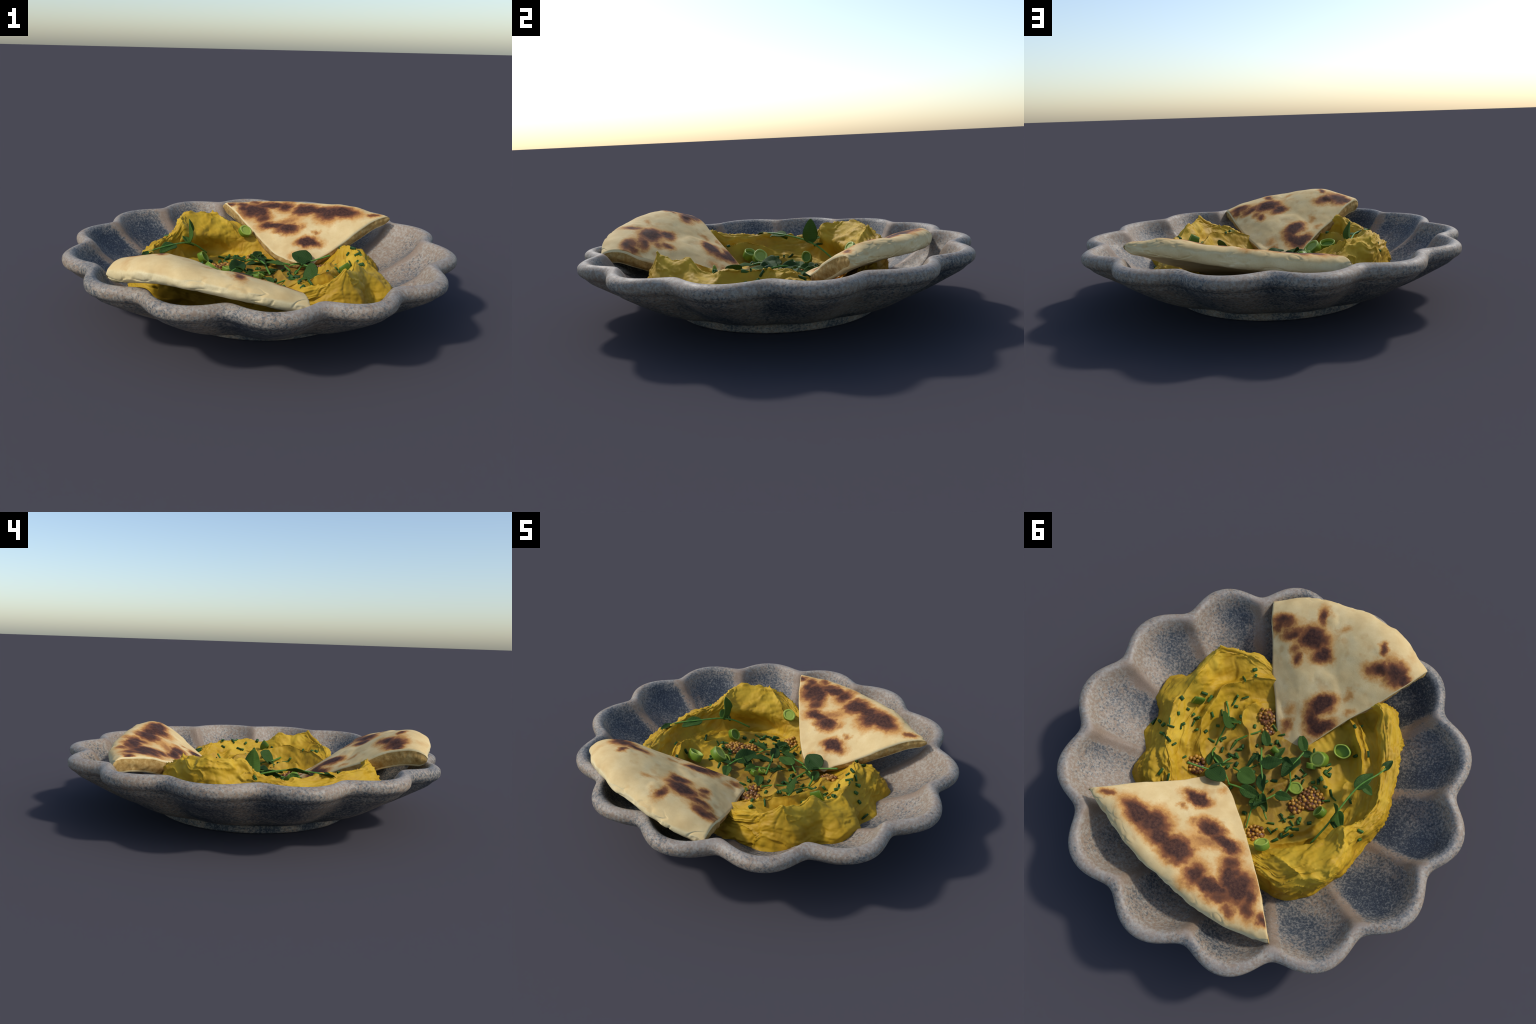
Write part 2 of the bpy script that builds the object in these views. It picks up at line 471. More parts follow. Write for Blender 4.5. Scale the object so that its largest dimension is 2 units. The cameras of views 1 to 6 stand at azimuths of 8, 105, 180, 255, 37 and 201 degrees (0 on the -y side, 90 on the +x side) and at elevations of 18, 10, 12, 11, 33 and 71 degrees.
def build_spread(mat):
    nt, ns = 900, 190
    bearing = np.array([s[0] for s in STATIONS], float)
    prof = np.array([[p for p in s[1:]] for s in STATIONS], float)          # (n, 6, 2)
    centre = np.tile(np.array([[[0.0, .145], [.10, .145]]]), (len(prof), 1, 1))
    prof = np.concatenate([centre, prof], 1)
    # parameter along the stations for evenly spaced bearings
    theta_deg = bearing[0] + np.arange(nt) / nt * 360
    x = np.interp(theta_deg, np.append(bearing, bearing[0] + 360), np.arange(len(bearing) + 1))
    around = catmull(prof, x, closed=True)                                  # (nt, 8, 2)
    s = np.linspace(0, prof.shape[1] - 1, ns)
    grid = np.stack([catmull(around[:, k], np.arange(nt).astype(float)) if False else around[:, k] for k in range(prof.shape[1])])
    loft = catmull(grid, s)                                                 # (ns, nt, 2)
    th = np.radians(theta_deg)[None, :]
    R, Zh = loft[..., 0], loft[..., 1]
    # ragged outline
    sk = np.clip((s - 5.6) / 1.4, 0, 1)[:, None]
    rag = fbm(np.stack([np.cos(th[0]) * 5, np.sin(th[0]) * 5, th[0] * 0], -1), 4, 31)[None, :]
    R = R * (1 + 0.035 * rag * sk)
    X, Y = R * np.cos(th), R * np.sin(th)
    V = np.stack([X, Y, Zh], -1).reshape(-1, 3)
    rr = R.reshape(-1)
    tt = np.broadcast_to(th, R.shape).reshape(-1)
    xy = V[:, :2].copy()
    jig = np.stack([fbm(V * 9, 3, 71), fbm(V * 9 + 30, 3, 72)], -1) * 0.02
    for rd in RIDGES:
        V[:, 2] += polyline_rise(xy + jig, rd) * smoothstep(7.0, 5.0, np.repeat(s, nt))
    for px, py, pr, ph in PEAKS:
        d2 = ((xy + jig * 0.6 - (px, py)) ** 2).sum(1) / pr ** 2
        V[:, 2] += ph * np.exp(-d2) * smoothstep(6.6, 5.2, np.repeat(s, nt))
    me = make_mesh("spread", V, grid_faces(ns, nt, wrap=True), None)
    N = vertex_normals(me)
    bpy.data.meshes.remove(me)
    # spatula streaks run along the swirl, lumps and tears elsewhere
    sall = np.repeat(s, nt)
    swirl = np.stack([rr * 30, np.cos(tt + rr * 2) * 2.2, np.sin(tt + rr * 2) * 2.2], -1)
    inner = smoothstep(1.0, 3.0, sall)
    warp = fbm(V * 6, 2, 60)[:, None]
    streak = (ridged(swirl, 3, 3) * 0.0065 + ridged(swirl * np.array([.5, 1.3, 1.3]) + warp, 2, 8) * 0.008) * inner
    lump = fbm(V * 7, 3, 11) * 0.020 * smoothstep(3.2, 5.0, sall)
    folds = fbm(np.stack([np.cos(tt) * 4, np.sin(tt) * 4, sall * 3.2], -1) + warp * 0.9, 4, 21) * 0.015 * smoothstep(3.5, 5.2, sall)
    crease = -np.clip(0.09 - np.abs(fbm(np.stack([np.cos(tt) * 3, np.sin(tt) * 3, sall * 2.2], -1) + warp * 1.2, 3, 51)), 0, 1) / 0.09 * 0.010 * smoothstep(4.0, 5.2, sall)
    calm = 1 - 0.6 * np.exp(-((np.degrees((tt + np.pi) % (2 * np.pi) - np.pi) + 18) / 30) ** 2)   # smooth dollop on one side
    folds, crease = folds * calm, crease * calm
    mid = fbm(V * 20, 3, 41) * 0.005 * calm
    pit = fbm(V * 48, 2, 43) * 0.0016
    edge = smoothstep(7.0, 6.7, sall)
    V = V + N * ((streak + lump + folds + crease + mid + pit) * edge)[:, None]
    # little pulled peaks along the crest
    me = make_mesh("spread", V, grid_faces(ns, nt, wrap=True), mat, merge=1e-5)
    return me

# ------------------------------------------------------------------ the flatbread
def build_wedge(name, mid, thick, tip_thick, mats, origin, seed, top_round, girth):
    """Loft a wedge from a 4 x n grid of mid-surface points (tip row first, crust row last)."""
    na, nb, nw = 150, 190, 9
    G = np.array(mid, float)
    u = np.linspace(0, 1, na)
    a = 0.35 * u + 0.65 * (1 - (1 - u) ** 2)          # denser rows at the crust
    b = np.linspace(0, 1, nb)
    b = b - 0.06 * np.sin(2 * np.pi * b)              # denser columns at the cut sides
    rows = catmull(G, a * (len(G) - 1))                                     # (na, m, 3)
    S = catmull(rows.transpose(1, 0, 2), b * (G.shape[1] - 1)).transpose(1, 0, 2)
    me = make_mesh(name, S.reshape(-1, 3), grid_faces(na, nb))
    N = vertex_normals(me).reshape(na, nb, 3)
    bpy.data.meshes.remove(me)
    if N[..., 2].mean() < 0:
        N = -N
    # metric distance to the crust edge, to the cut edges and to the tip
    step_a = np.linalg.norm(np.diff(S, axis=0), axis=2)
    from_tip = np.concatenate([np.zeros((1, nb)), np.cumsum(step_a, 0)])
    to_crust = from_tip[-1:] - from_tip
    step_b = np.linalg.norm(np.diff(S, axis=1), axis=2)
    from_left = np.concatenate([np.zeros((na, 1)), np.cumsum(step_b, 1)], 1)
    to_side = np.minimum(from_left, from_left[:, -1:] - from_left)
    to_side = np.minimum(to_side, from_tip + 0.004)
    T = (tip_thick + (thick - tip_thick) * smoothstep(0, 0.65, a))[:, None] * np.ones((1, nb))
    T = T * np.interp(b, np.linspace(0, 1, len(girth)), girth)[None, :] ** smoothstep(0.3, 0.9, a)[:, None]
    h = T / 2
    w = thick * 0.60
    rounded = lambda width: np.sqrt(np.clip(1 - np.clip(1 - to_crust / width, 0, 1) ** 2, 0, 1))
    crust, crust_top = rounded(w), rounded(top_round)
    bevel = 0.014
    cut = 0.72 + 0.28 * np.sqrt(np.clip(1 - np.clip(1 - to_side / bevel, 0, 1) ** 2, 0, 1))
    prof, prof_top = h * crust * cut, h * crust_top * cut
    bumps = fbm(S.reshape(-1, 3) * 4.5, 2, seed).reshape(na, nb) * 0.012 + fbm(S.reshape(-1, 3) * 13, 2, seed + 5).reshape(na, nb) * 0.0035
    blister = smoothstep(0.1, 0.7, fbm(S.reshape(-1, 3) * 9 + 50, 2, seed + 9).reshape(na, nb)) * 0.008
    bumps = (bumps + blister) * crust_top
    top = S + N * (prof_top + bumps)[..., None]
    bot = S - N * (prof - fbm(S.reshape(-1, 3) * 8, 3, seed + 20).reshape(na, nb) * 0.006 * crust)[..., None]
    V = [top.reshape(-1, 3), bot.reshape(-1, 3)]
    F = grid_faces(na, nb) + grid_faces(na, nb, flip=True, base=na * nb)
    base = 2 * na * nb
    # torn cut sides and tip: walls between the two skins
    border = [(i, 0) for i in range(na - 1, -1, -1)] + [(0, j) for j in range(1, nb)] + [(i, nb - 1) for i in range(1, na)]
    I = np.array(border)
    A, B = top[I[:, 0], I[:, 1]], bot[I[:, 0], I[:, 1]]
    C = S[I[:, 0], I[:, 1]]
    k = np.linspace(0, 1, nw)[:, None, None]
    wall = A + (B - A) * k
    inward = S[np.clip(I[:, 0] + (I[:, 0] == 0), 0, na - 1), np.clip(I[:, 1] + np.where(I[:, 1] == 0, 1, 0) - np.where(I[:, 1] == nb - 1, 1, 0), 0, nb - 1)] - C
    inward /= np.maximum(np.linalg.norm(inward, axis=1, keepdims=True), 1e-9)
    flat = wall.reshape(-1, 3)
    rough = (fbm(flat * 28, 3, seed + 30) * 0.009 + fbm(flat * 9, 2, seed + 33) * 0.006).reshape(nw, -1)
    bulge = -np.sin(np.pi * k[..., 0]) * 0.006
    open_ = np.sin(np.pi * k[..., 0]) ** 0.5
    wall = wall + inward[None] * ((rough + bulge) * open_)[..., None]
    V.append(wall.reshape(-1, 3))
    F += grid_faces(nw, len(border), base=base)
    V = np.concatenate(V)
    # doughy wrinkles and seams along the side crust
    band = np.concatenate([np.exp(-(to_crust / (w * 0.8)) ** 2).reshape(-1)] * 2 + [np.zeros(nw * len(border))])
    seam = np.abs(fbm(V * np.array([6, 6, 20]) + 3, 3, seed + 40))
    crack = -np.clip(0.07 - seam, 0, 1) / 0.07 * 0.006 + fbm(V * 10, 2, seed + 44) * 0.010 + np.clip(fbm(V * 26, 2, seed + 47), 0, 1) * 0.006
    outward = V - np.array([0, 0, 0.0])
    outward[:, 2] = 0
    outward /= np.maximum(np.linalg.norm(outward, axis=1, keepdims=True), 1e-9)
    V = V + outward * (crack * band)[:, None]
    V = V - np.array(origin)
    me = make_mesh(name, V, F, mats[0])
    me.materials.append(mats[1])
    me.polygons.foreach_set("material_index", [0] * (len(F) - (nw - 1) * (len(border) - 1)) + [1] * ((nw - 1) * (len(border) - 1)))
    import bmesh
    bm = bmesh.new()
    bm.from_mesh(me)
    bmesh.ops.remove_doubles(bm, verts=bm.verts, dist=0.0004)
    bmesh.ops.recalc_face_normals(bm, faces=bm.faces)
    bm.to_mesh(me)
    bm.free()
    return me

NEAR_BREAD = [  # the wedge leaning on the rim towards -y
    [(-.005, -.165, .080), (-.025, -.160, .085), (-.045, -.155, .085), (-.065, -.160, .085), (-.09, -.175, .090)],
    [(.075, -.335, .150), (-.02, -.35, .195), (-.11, -.36, .225), (-.19, -.365, .225), (-.260, -.370, .225)],
    [(.155, -.49, .195), (.04, -.50, .255), (-.09, -.50, .285), (-.22, -.49, .282), (-.355, -.465, .278)],
    [(.22, -.63, .250), (.07, -.635, .315), (-.08, -.63, .335), (-.24, -.62, .355), (-.435, -.555, .330)],
    [(.28, -.755, .305), (.10, -.78, .360), (-.10, -.78, .392), (-.31, -.735, .417), (-.505, -.650, .360)],
    [(.315, -.840, .312), (.11, -.905, .375), (-.12, -.908, .410), (-.35, -.862, .415), (-.560, -.740, .362)],
]
FAR_BREAD = [   # the wedge lying towards +y
    [(.265, .17, .15), (.23, .155, .15), (.20, .15, .15), (.16, .155, .155), (.125, .165, .16)],
    [(.40, .265, .220), (.31, .295, .225), (.21, .31, .225), (.11, .31, .210), (.02, .29, .180)],
    [(.53, .365, .300), (.39, .44, .316), (.24, .47, .303), (.07, .495, .278), (-.13, .475, .245)],
    [(.605, .42, .345), (.42, .535, .360), (.21, .595, .340), (-.01, .64, .318), (-.245, .625, .295)],
    [(.690, .47, .372), (.425, .625, .378), (.17, .715, .358), (-.08, .780, .337), (-.345, .775, .315)],
]
# scorch marks in plan: x, y, half length, half width, bearing, strength
NEAR_SPOTS = [
    (0.147, -0.683, .050, .026, 20, .80), (0.229, -0.700, .040, .024, 40, .75), (0.064, -0.670, .045, .030, 10, .90), (0.104, -0.613, .030, .022, 20, .60),
    (0.212, -0.726, 0.059, 0.034, 185, 0.85), (0.023, -0.800, 0.024, 0.045, 200, 0.80), (0.027, -0.677, 0.068, 0.047, 180, 1.00),
    (-0.043, -0.618, 0.045, 0.034, 180, 0.95), (0.075, -0.570, 0.026, 0.037, 225, 0.75), (-0.324, -0.716, 0.021, 0.024, 200, 0.80),
    (-0.339, -0.620, 0.063, 0.029, 190, 0.85), (-0.417, -0.632, 0.047, 0.058, 220, 0.90), (-0.472, -0.613, 0.045, 0.024, 180, 0.90),
    (-0.136, -0.405, 0.052, 0.034, 210, 1.10), (-0.116, -0.325, 0.034, 0.052, 215, 0.90), (-0.165, -0.305, 0.055, 0.029, 210, 1.00),
    (0.004, -0.259, 0.031, 0.034, 200, 0.60), (-0.244, -0.480, 0.026, 0.021, 200, 0.45), (-0.276, -0.412, 0.029, 0.018, 220, 0.45),
    (0.015, -0.340, 0.039, 0.034, 200, 0.42), (-0.100, -0.758, 0.034, 0.021, 200, 0.40)]
FAR_SPOTS = [
    (-0.204, 0.674, .045, .036, 150, .80), (-0.137, 0.721, .034, .024, 150, .70), (0.012, 0.668, .050, .024, 160, .85), (0.171, 0.583, .050, .036, 160, .90),
    (0.284, 0.543, .050, .040, 160, .95), (0.083, 0.464, .040, .030, 160, .55),
    (0.597, 0.449, 0.045, 0.016, 190, 0.70), (0.426, 0.480, 0.076, 0.039, 165, 1.00), (0.334, 0.495, 0.066, 0.052, 170, 0.95),
    (0.262, 0.551, 0.079, 0.034, 170, 0.90), (0.189, 0.560, 0.060, 0.047, 180, 1.05), (0.234, 0.281, 0.058, 0.029, 180, 1.10),
    (0.281, 0.352, 0.018, 0.018, 200, 0.55), (0.188, 0.409, 0.024, 0.024, 200, 0.55), (0.100, 0.400, 0.063, 0.031, 175, 0.95),
    (0.011, 0.435, 0.066, 0.031, 175, 1.00), (0.119, 0.476, 0.058, 0.047, 200, 0.50), (0.069, 0.634, 0.045, 0.052, 170, 0.90),
    (-0.022, 0.649, 0.079, 0.031, 175, 0.95), (-0.073, 0.580, 0.042, 0.068, 210, 0.95), (-0.130, 0.612, 0.058, 0.066, 180, 1.00),
    (-0.078, 0.679, 0.066, 0.029, 190, 0.80), (-0.192, 0.627, 0.034, 0.045, 200, 0.85), (-0.291, 0.694, 0.034, 0.026, 180, 0.85),
    (-0.049, 0.515, 0.037, 0.045, 200, 0.80), (0.143, 0.191, 0.026, 0.018, 200, 0.42)]

# ------------------------------------------------------------------ the garnish
def green_material(name, dark, lit, vein, rough=0.45, translucent=0.25):
    m = Nodes(name)
    info = m.new("ShaderNodeObjectInfo")
    n = m.noise(26, 3, 0.6)
    col = m.mix(m.range(m.math('ADD', n, m.math('MULTIPLY', m.math('SUBTRACT', info.outputs["Random"], 0.5), 0.5)), 0.25, 0.75), dark, lit)
    w = m.new("ShaderNodeTexWave", wave_type='BANDS', bands_direction='X')
    m.put(w.inputs["Vector"], m.coord)
    w.inputs["Scale"].default_value = 4.2
    w.inputs["Distortion"].default_value = 2.0
    if vein:
        col = m.mix(m.range(w.outputs["Fac"], 0.90, 1.0, 0.0, 0.35), col, vein)
    m.finish(col, rough, 0.22)
    if translucent:
        t = m.new("ShaderNodeBsdfTranslucent")
        m.put(t.inputs["Color"], m.mix(0.5, col, lit))
        mx = m.new("ShaderNodeMixShader")
        mx.inputs[0].default_value = translucent
        out = m.t.nodes["Material Output"]
        m.t.links.new(m.bsdf.outputs[0], mx.inputs[1])
        m.t.links.new(t.outputs[0], mx.inputs[2])
        m.t.links.new(mx.outputs[0], out.inputs["Surface"])
    return m.mat

def plain_material(name, a, b, scale, rough, spec=0.4):
    m = Nodes(name)
    info = m.new("ShaderNodeObjectInfo")
    f = m.math('ADD', m.noise(scale, 3, 0.6), m.math('MULTIPLY', m.math('SUBTRACT', info.outputs["Random"], 0.5), 0.6))
    return m.finish(m.mix(m.range(f, 0.25, 0.75), a, b), rough, spec)

def leaf_mesh(mat, aspect, cup, droop, seed, pointed=1.0):
    """Leaf of length 1 along +x from its base, thickness as thin as a leaf is."""
    nu, nv = 22, 13
    u = np.linspace(0, 1, nu)[:, None]
    v = np.linspace(-1, 1, nv)[None, :]
    half = aspect / 2 * (np.sin(np.pi * np.clip(u, 0, 1) ** 0.85) ** 0.62) * (1 - 0.25 * pointed * u)
    half = np.maximum(half, 0.012)
    X = u + 0 * v
    Y = half * v
    Z = cup * aspect * (np.abs(v) ** 1.6) * np.sin(np.pi * u) - droop * u ** 2 + 0.05 * droop
    flat = np.stack([X, Y, Z], -1).reshape(-1, 3)
    wob = fbm(flat * 3.1 + seed, 2, seed).reshape(nu, nv)
    Z = Z + wob * 0.09 * np.abs(v) * np.sin(np.pi * u)
    Z = Z - 0.025 * np.exp(-(v / 0.09) ** 2) * np.sin(np.pi * u)
    top = np.stack([X, Y, Z + 0.014], -1).reshape(-1, 3)
    bot = np.stack([X, Y, Z - 0.014], -1).reshape(-1, 3)
    F = grid_faces(nu, nv) + grid_faces(nu, nv, flip=True, base=nu * nv)
    rim = [i * nv for i in range(nu)] + [(nu - 1) * nv + j for j in range(1, nv)] + [i * nv + nv - 1 for i in range(nu - 2, -1, -1)] + list(range(nv - 2, 0, -1))
    k = nu * nv
    for a, b in zip(rim, rim[1:] + rim[:1]):
        F.append([a, b, b + k, a + k])
    return make_mesh("leaf", np.concatenate([top, bot]), F, mat)

def tube_mesh(name, pts, r0, r1, mat, sides=10, per=8):
    P = catmull(np.array(pts, float), np.linspace(0, len(pts) - 1, (len(pts) - 1) * per + 1))
    n = len(P)
    T = np.gradient(P, axis=0)
    T /= np.linalg.norm(T, axis=1, keepdims=True)
    up = np.array([0.3, 0.2, 0.93])
    A = np.cross(T, up)
    A /= np.linalg.norm(A, axis=1, keepdims=True)
    B = np.cross(T, A)
    rad = np.linspace(r0, r1, n)[:, None, None]
    ang = np.arange(sides) / sides * 2 * np.pi
    V = P[:, None] + rad * (np.cos(ang)[None, :, None] * A[:, None] + np.sin(ang)[None, :, None] * B[:, None])
    V = np.concatenate([V.reshape(-1, 3), P[:1], P[-1:]])
    F = grid_faces(n, sides, wrap=True)
    F += [[(j + 1) % sides, j, n * sides] for j in range(sides)]
    F += [[(n - 1) * sides + j, (n - 1) * sides + (j + 1) % sides, n * sides + 1] for j in range(sides)]
    return make_mesh(name, V, F, mat)

def ring_mesh(name, wall, height, mats, sides=40, squash=1.0, core=None, core_kind=1):
    """Slice of a hollow stalk, outer radius 1, standing on z: outer skin, cut faces, inner skin."""
    b = 0.06
    prof = [(1 - wall, -height / 2 + b), (1 - wall + b, -height / 2), (1 - b, -height / 2), (1, -height / 2 + b),
            (1, height / 2 - b), (1 - b, height / 2), (1 - wall + b, height / 2), (1 - wall, height / 2 - b)]
    ang = np.arange(sides) / sides * 2 * np.pi
    wob = 1 + 0.05 * np.sin(2 * ang + 1) + 0.02 * np.sin(5 * ang)
    V = np.array([[r * np.cos(t) * w, r * np.sin(t) * w * squash, z + 0.02 * np.sin(3 * t)] for r, z in prof for t, w in zip(ang, wob)])
    F = grid_faces(len(prof), sides, wrap=True)
    n = len(prof)
    F += [[(n - 1) * sides + j, (n - 1) * sides + (j + 1) % sides, (j + 1) % sides, j] for j in range(sides)]
    kind = [1] * sides + [1] * sides + [0] * sides + [0] * sides + [1] * sides + [1] * sides + [1] * sides + [1] * sides
    if core is not None:      # pale pith nearly filling the slice
        base = len(V)
        rows = [(1 - wall + .03, core), (0.6 * (1 - wall), core + .03), (0.001, core - .02)]
        V = np.concatenate([V, [[r * np.cos(t) * w, r * np.sin(t) * w * squash, z] for r, z in rows for t, w in zip(ang, wob)]])
        extra = grid_faces(len(rows), sides, wrap=True, base=base)
        F += extra
        kind += [core_kind] * len(extra)
    me = make_mesh(name, V, F, mats[0])
    me.materials.append(mats[1])
    me.polygons.foreach_set("material_index", kind[:len(me.polygons)])
    return me

def frame(direction, normal):
    """Rotation whose x axis follows direction and whose z axis is close to normal."""
    x = Vector(direction).normalized()
    z = Vector(normal)
    z = (z - x * z.dot(x)).normalized()
    y = z.cross(x)
    return Matrix((x, y, z)).transposed().to_4x4()

# pea shoots: stem points, then leaves as (base, direction, surface normal, length, leaf shape)
SHOOTS = [
    ([(-.345, .255, .165), (-.385, .16, .235), (-.412, .07, .275), (-.455, -.06, .300), (-.52, -.155, .300), (-.545, -.20, .296)],
     [((-.405, .105, .255), (.02, .05, 1), (1, .15, 0), .112, 0), ((-.41, .08, .27), (-.35, .75, .25), (.4, .1, 1), .075, 1),
      ((-.448, -.045, .296), (-.35, -.9, .05), (.35, 0, 1), .095, 1), ((-.535, -.185, .294), (-.35, -.9, -.05), (.1, 0, 1), .062, 2),
      ((-.47, -.08, .285), (-.7, .2, -.25), (-.2, 0, 1), .055, 0), ((-.39, .13, .24), (-.9, .5, .15), (0, .2, 1), .09, 3)]),
    ([(.068, -.10, .185), (.02, .01, .205), (-.014, .07, .20), (-.06, .177, .170), (-.10, .225, .150)],
     [((.045, -.125, .175), (.5, -.7, .1), (0, .2, 1), .070, 1), ((.03, -.01, .205), (-.75, -.45, .15), (.2, .3, 1), .085, 0),
      ((.01, .03, .20), (-.4, .9, .1), (.5, .1, 1), .075, 0), ((-.03, .12, .19), (-.55, .8, -.1), (.4, .4, 1), .075, 2),
      ((.07, -.07, .185), (.3, .9, 0), (.2, 0, 1), .085, 3), ((-.055, .165, .175), (.6, .2, .3), (0, .4, 1), .05, 2)]),
    ([(-.145, -.19, .175), (-.128, -.12, .195), (-.112, -.05, .190), (-.139, .02, .170), (-.125, .105, .150)],
     [((-.13, -.12, .195), (.32, .9, .1), (.5, -.1, 1), .105, 0), ((-.14, -.17, .18), (.5, -.75, .1), (0, .2, 1), .075, 1),
      ((-.13, -.15, .185), (-.9, -.2, .1), (0, 0, 1), .06, 2)]),
    ([(.150, .135, .165), (.085, .132, .175), (.003, .139, .170), (-.012, .226, .150), (-.022, .303, .145)],
     [((.085, .130, .175), (-.95, .12, .12), (0, .35, 1), .090, 1), ((.0, .14, .17), (-.2, .8, .25), (.6, 0, 1), .06, 0)]),
    ([(.366, .131, .235), (.31, .122, .215), (.262, .112, .200)],
     [((.268, .112, .200), (-.9, .25, .25), (.15, -.55, 1), .092, 4), ((.262, .112, .20), (-.5, -.7, .1), (.2, 0, 1), .06, 3)]),
    ([(.290, -.015, .165), (.277, .035, .190), (.20, .080, .190), (.145, .130, .160)],
     [((.282, .015, .185), (-.1, .9, .15), (.5, 0, 1), .062, 0), ((.22, .068, .19), (-.6, -.3, .3), (0, .3, 1), .055, 3)]),
    ([(.332, -.255, .215), (.295, -.20, .205), (.283, -.13, .195), (.291, -.03, .165)],
     [((.293, -.195, .20), (-.25, .75, .55), (-.9, -.35, .75), .085, 4), ((.29, -.17, .195), (-.9, -.1, .1), (0, 0, 1), .05, 2)]),
    ([(.16, .045, .160), (.115, .06, .190)],
     [((.125, .058, .188), (-.9, .2, .05), (.05, .1, 1), .080, 4)]),
    ([(-.02, .20, .150), (-.05, .15, .175), (-.09, .10, .180), (-.11, .06, .170)],
     [((-.06, .14, .18), (.5, .7, .35), (.5, -.3, 1), .062, 0), ((-.09, .10, .18), (-.9, -.1, .3), (.1, .1, 1), .070, 1)]),
    ([(.05, -.02, .165), (-.01, -.07, .180), (-.07, -.10, .175)],
     [((-.02, -.075, .18), (-.2, -.9, .2), (.4, 0, 1), .060, 1), ((-.05, -.09, .18), (-.8, .3, .3), (0, .3, 1), .062, 0), ((.03, -.04, .17), (.8, -.2, .3), (-.2, .3, 1), .055, 2)]),
    ([(.19, .00, .160), (.21, .04, .180), (.22, .09, .185)],
     [((.215, .06, .18), (.8, -.4, .2), (0, .2, 1), .058, 1), ((.22, .09, .185), (-.3, .9, .4), (.5, -.2, 1), .06, 0)]),
    ([(.21, -.09, .165), (.16, -.14, .175), (.11, -.19, .17)],
     [((.20, -.10, .165), (.2, .9, .05), (0, 0, 1), .05, 3)]),
]
# chopped chives in plan
CHIVES = [(.528, -.152), (.446, -.237), (.403, -.225), (.487, -.128), (.455, -.116), (.423, -.108), (.435, -.078), (.401, -.047), (.511, -.075), (.559, -.002),
          (.525, -.015), (.538, .046), (.475, -.022), (.486, .079), (.462, .079), (.404, .100), (.364, -.062), (.367, -.156), (.458, .228), (.414, .238),
          (.238, -.421), (.287, -.385), (.302, -.276), (.283, -.265), (.298, -.302), (.260, -.327), (.331, -.194), (.324, -.128), (.226, -.187), (.206, -.010),
          (.323, -.039), (.283, -.067), (.172, -.060), (.640, -.028), (.597, -.020), (.203, -.016), (-.127, .233), (-.134, .267), (-.157, .258), (-.195, .265),
          (-.179, .301), (-.214, .257), (-.244, .247), (-.219, .223), (-.252, .219), (-.249, .176), (-.208, .160), (-.221, .191), (-.250, .159), (-.173, .187),
          (-.186, -.062), (-.157, -.038), (-.167, -.079), (-.240, -.044), (-.266, -.052), (-.261, -.021), (-.275, -.065), (-.305, -.032), (-.340, -.024), (-.369, -.002),
          (-.336, .023), (-.288, -.129), (-.287, -.100), (-.325, -.364), (-.354, -.401), (-.392, -.243), (-.438, -.258), (-.539, .133), (-.550, .164), (-.448, -.023),
          (.516, .061), (.511, .008), (.471, -.045), (.258, -.455), (.12, .06), (.06, .03), (.19, .05), (.02, -.02), (-.06, .03), (-.04, -.10), (.10, -.11)]
# scallion slices: place, axis, outer radius, shape
SCALLIONS = [((-.226, -.150, .205), (.55, .45, .75), .045, 0), ((-.318, -.238, .205), (.15, .45, .9), .043, 1), ((-.140, .373, .272), (.45, -.55, .65), .036, 0),
             ((-.330, .098, .186), (.75, -.1, .45), .034, 1), ((0.0, -.119, .172), (.9, -.3, .25), .019, 2), ((.015, -.070, .165), (.5, .2, .8), .020, 0),
             ((-.20, -.115, .175), (.2, -.8, .4), .028, 1), ((-.17, .02, .150), (.1, .1, 1), .036, 0), ((.452, -.183, .262), (.75, .35, .45), .033, 3)]
# mustard seed heaps: place in plan, radius, seeds
MUSTARD = [(-.262, .037, .062, 44), (-.205, .105, .038, 18), (-.075, .308, .045, 28), (.115, -.284, .048, 30), (.080, -.212, .030, 12), (.335, .108, .046, 26)]

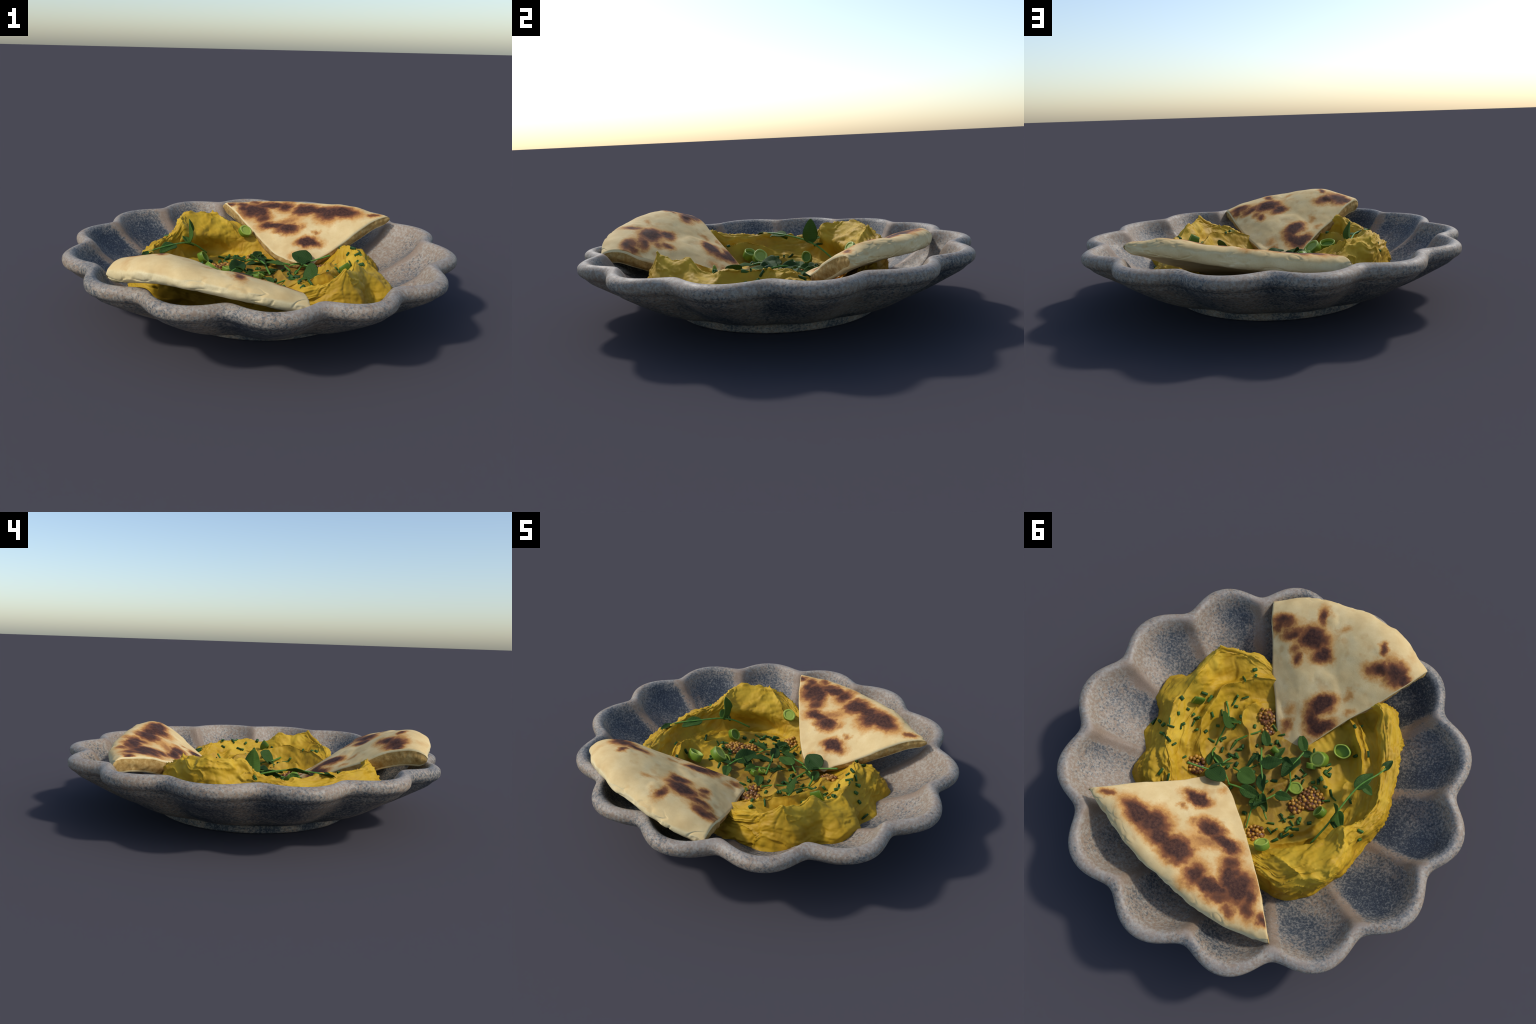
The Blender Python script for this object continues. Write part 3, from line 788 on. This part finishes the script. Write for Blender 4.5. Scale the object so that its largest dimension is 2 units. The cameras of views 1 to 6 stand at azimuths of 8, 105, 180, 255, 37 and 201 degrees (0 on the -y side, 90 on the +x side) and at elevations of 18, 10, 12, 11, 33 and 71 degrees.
def build_garnish(hummus, spread_me):
    tree = BVHTree.FromPolygons([v.co for v in spread_me.vertices], [p.vertices[:] for p in spread_me.polygons])
    def ground(x, y):
        hit = tree.ray_cast(Vector((x, y, 2)), Vector((0, 0, -1)))
        return (hit[0], hit[1]) if hit[0] else (Vector((x, y, .16)), Vector((0, 0, 1)))
    base = Matrix.Translation(-hummus.location)
    r = random.Random(21)

    leaf_mat = green_material("pea_shoot_leaf", (0.019, 0.054, 0.009), (0.062, 0.132, 0.018), (0.105, 0.20, 0.035), 0.68)
    stem_mat = green_material("pea_shoot_stem", (0.055, 0.16, 0.022), (0.13, 0.27, 0.045), None, 0.4, 0)
    leaves = [leaf_mesh(leaf_mat, .68, .14, .05, 1), leaf_mesh(leaf_mat, .62, .10, .18, 2), leaf_mesh(leaf_mat, .55, .2, .1, 3),
              leaf_mesh(leaf_mat, .26, .1, .2, 4, 1.6), leaf_mesh(leaf_mat, .92, .08, .03, 5, .3)]
    for pts, lv in SHOOTS:
        me = tube_mesh("pea_shoot", pts, .0052, .0036, stem_mat)
        stem = add_object("pea_shoot", me, hummus)
        stem.matrix_parent_inverse = base
        for pos, d, n, length, kind in lv:
            ob = add_object("leaf", leaves[kind], stem)
            ob.matrix_local = Matrix.Translation(pos) @ frame(d, n) @ Matrix.Diagonal((length * 1.28, length * 1.28, length * 1.28, 1))

    chive_mat = green_material("chopped_chive", (0.012, 0.046, 0.010), (0.042, 0.118, 0.020), None, 0.55, 0)
    chive_cut = plain_material("chive_cut", (0.045, 0.13, 0.022), (0.09, 0.20, 0.04), 40, 0.6)
    kinds = [ring_mesh("chive", .45, h, (chive_mat, chive_cut), 14, q) for h, q in ((3.4, .8), (2.4, 1.0), (4.4, .6))]
    scatter = []
    while len(scatter) < 45:
        a, q = r.uniform(0, math.tau), .33 * math.sqrt(r.random())
        scatter.append((q * math.cos(a) - .03, q * math.sin(a) - .02))
    for x, y in CHIVES + scatter:
        p, n = ground(x, y)
        a = r.uniform(0, math.tau)
        flat = Vector((math.cos(a), math.sin(a), 0))
        axis = (flat - n * flat.dot(n)).normalized() + n * r.uniform(-.1, .3)
        size = r.uniform(.0068, .0098)
        ob = add_object("chive", r.choice(kinds), hummus)
        m = frame(axis, n) @ Matrix.Rotation(math.pi / 2, 4, 'Y')
        ob.matrix_parent_inverse = base
        ob.matrix_basis = Matrix.Translation(p + n * size * .55) @ m @ Matrix.Diagonal((size, size, size, 1))

    skin = green_material("scallion_skin", (0.075, 0.145, 0.012), (0.17, 0.265, 0.025), None, 0.4, 0)
    cut = plain_material("scallion_cut", (0.20, 0.28, 0.025), (0.33, 0.41, 0.06), 30, 0.45)
    kinds = [ring_mesh("scallion_slice", .30, .95, (skin, cut), 40, .92, core=.36), ring_mesh("scallion_slice", .18, 1.0, (skin, cut), 40, .85, core=.12, core_kind=0),
             ring_mesh("scallion_slice", .5, 2.2, (skin, cut), 30, .9, core=1.0), ring_mesh("scallion_slice", .3, 1.6, (skin, cut), 30, .35, core=.7)]
    for p, axis, rad, kind in SCALLIONS:
        ob = add_object("scallion_slice", kinds[kind], hummus)
        ob.matrix_parent_inverse = base
        z = Vector(axis).normalized()
        x = z.cross(Vector((.2, .9, .3))).normalized()
        ob.matrix_basis = Matrix.Translation(p) @ Matrix((x, z.cross(x), z)).transposed().to_4x4() @ Matrix.Diagonal((rad, rad, rad, 1))

    seed_mat = plain_material("mustard_seed", (0.15, 0.055, 0.010), (0.50, 0.25, 0.032), 40, 0.35)
    relish_mat = plain_material("mustard_relish", (0.085, 0.022, 0.016), (0.17, 0.060, 0.018), 30, 0.35)
    import bmesh
    bm = bmesh.new()
    bmesh.ops.create_icosphere(bm, subdivisions=2, radius=1)
    seed_me = bpy.data.meshes.new("mustard_seed")
    bm.to_mesh(seed_me)
    bm.free()
    seed_me.polygons.foreach_set("use_smooth", [True] * len(seed_me.polygons))
    seed_me.materials.append(seed_mat)
    for cx, cy, rad, count in MUSTARD:
        p, n = ground(cx, cy)
        nu, nv = 24, 12
        u = np.arange(nu) / nu * math.tau
        v = np.linspace(0, math.pi, nv)
        blob = np.array([[math.sin(b) * math.cos(a), math.sin(b) * math.sin(a), math.cos(b)] for b in v for a in u])
        blob = blob * (1 + .22 * fbm(blob * 2.2 + cx * 9, 3, 77))[:, None] * np.array([rad * 1.02, rad * 1.02, .016])
        ob = add_object("mustard_relish", make_mesh("mustard_relish", blob, grid_faces(nv, nu, wrap=True), relish_mat, merge=1e-5), hummus)
        ob.matrix_parent_inverse = base
        ob.matrix_basis = Matrix.Translation(p)
        spots = []
        for _ in range(count * 30):
            a, q = r.uniform(0, math.tau), rad * math.sqrt(r.random())
            c = (math.cos(a) * q, math.sin(a) * q * .85)
            if all((c[0] - o[0]) ** 2 + (c[1] - o[1]) ** 2 > .0155 ** 2 for o in spots):
                spots.append(c)
            if len(spots) >= count:
                break
        for dx, dy in spots:
            g, _ = ground(cx + dx, cy + dy)
            size = r.uniform(.0088, .0112)
            ob = add_object("mustard_seed", seed_me, hummus)
            ob.matrix_parent_inverse = base
            lift = .014 * max(0, 1 - (dx * dx + dy * dy) / rad ** 2)
            ob.matrix_basis = Matrix.Translation((cx + dx, cy + dy, max(g.z, p.z) + lift + .003)) @ Matrix.Rotation(r.uniform(0, 3), 4, 'X') @ Matrix.Diagonal((size, size, size * r.uniform(.85, 1.05), 1))

# ------------------------------------------------------------------ assemble
def main():
    glaze = stoneware_material()
    build_bowl(glaze)

    hummus = add_object("hummus", None, location=(0, 0, .058))
    hummus["label"] = "swirled golden hummus topped with sprouts, chives and mustard seeds"
    hummus["category"] = "hummus"
    spread_me = build_spread(hummus_material())
    spread = add_object("spread", spread_me, hummus)
    spread.matrix_parent_inverse = Matrix.Translation((0, 0, -.058))

    build_garnish(hummus, spread_me)

    crumb = crumb_material()
    for mid, spots, origin, seed, top_round, girth in ((NEAR_BREAD, NEAR_SPOTS, (-.1, -.6, .25), 100, .095, (1.0, .95, .85, 1.2, 1.15)),
                                                       (FAR_BREAD, FAR_SPOTS, (.2, .5, .2), 200, .065, (.75, 1.05, 1.1, 1.1, .95))):
        mat = bread_material("baked_flatbread", origin, spots)
        me = build_wedge("flatbread", mid, .084, .055, (mat, crumb), origin, seed, top_round, girth)
        ob = add_object("flatbread", me, location=origin)
        ob["label"] = "toasted flatbread wedge with dark scorch marks and pale crust"
        ob["category"] = "flatbread"

main()
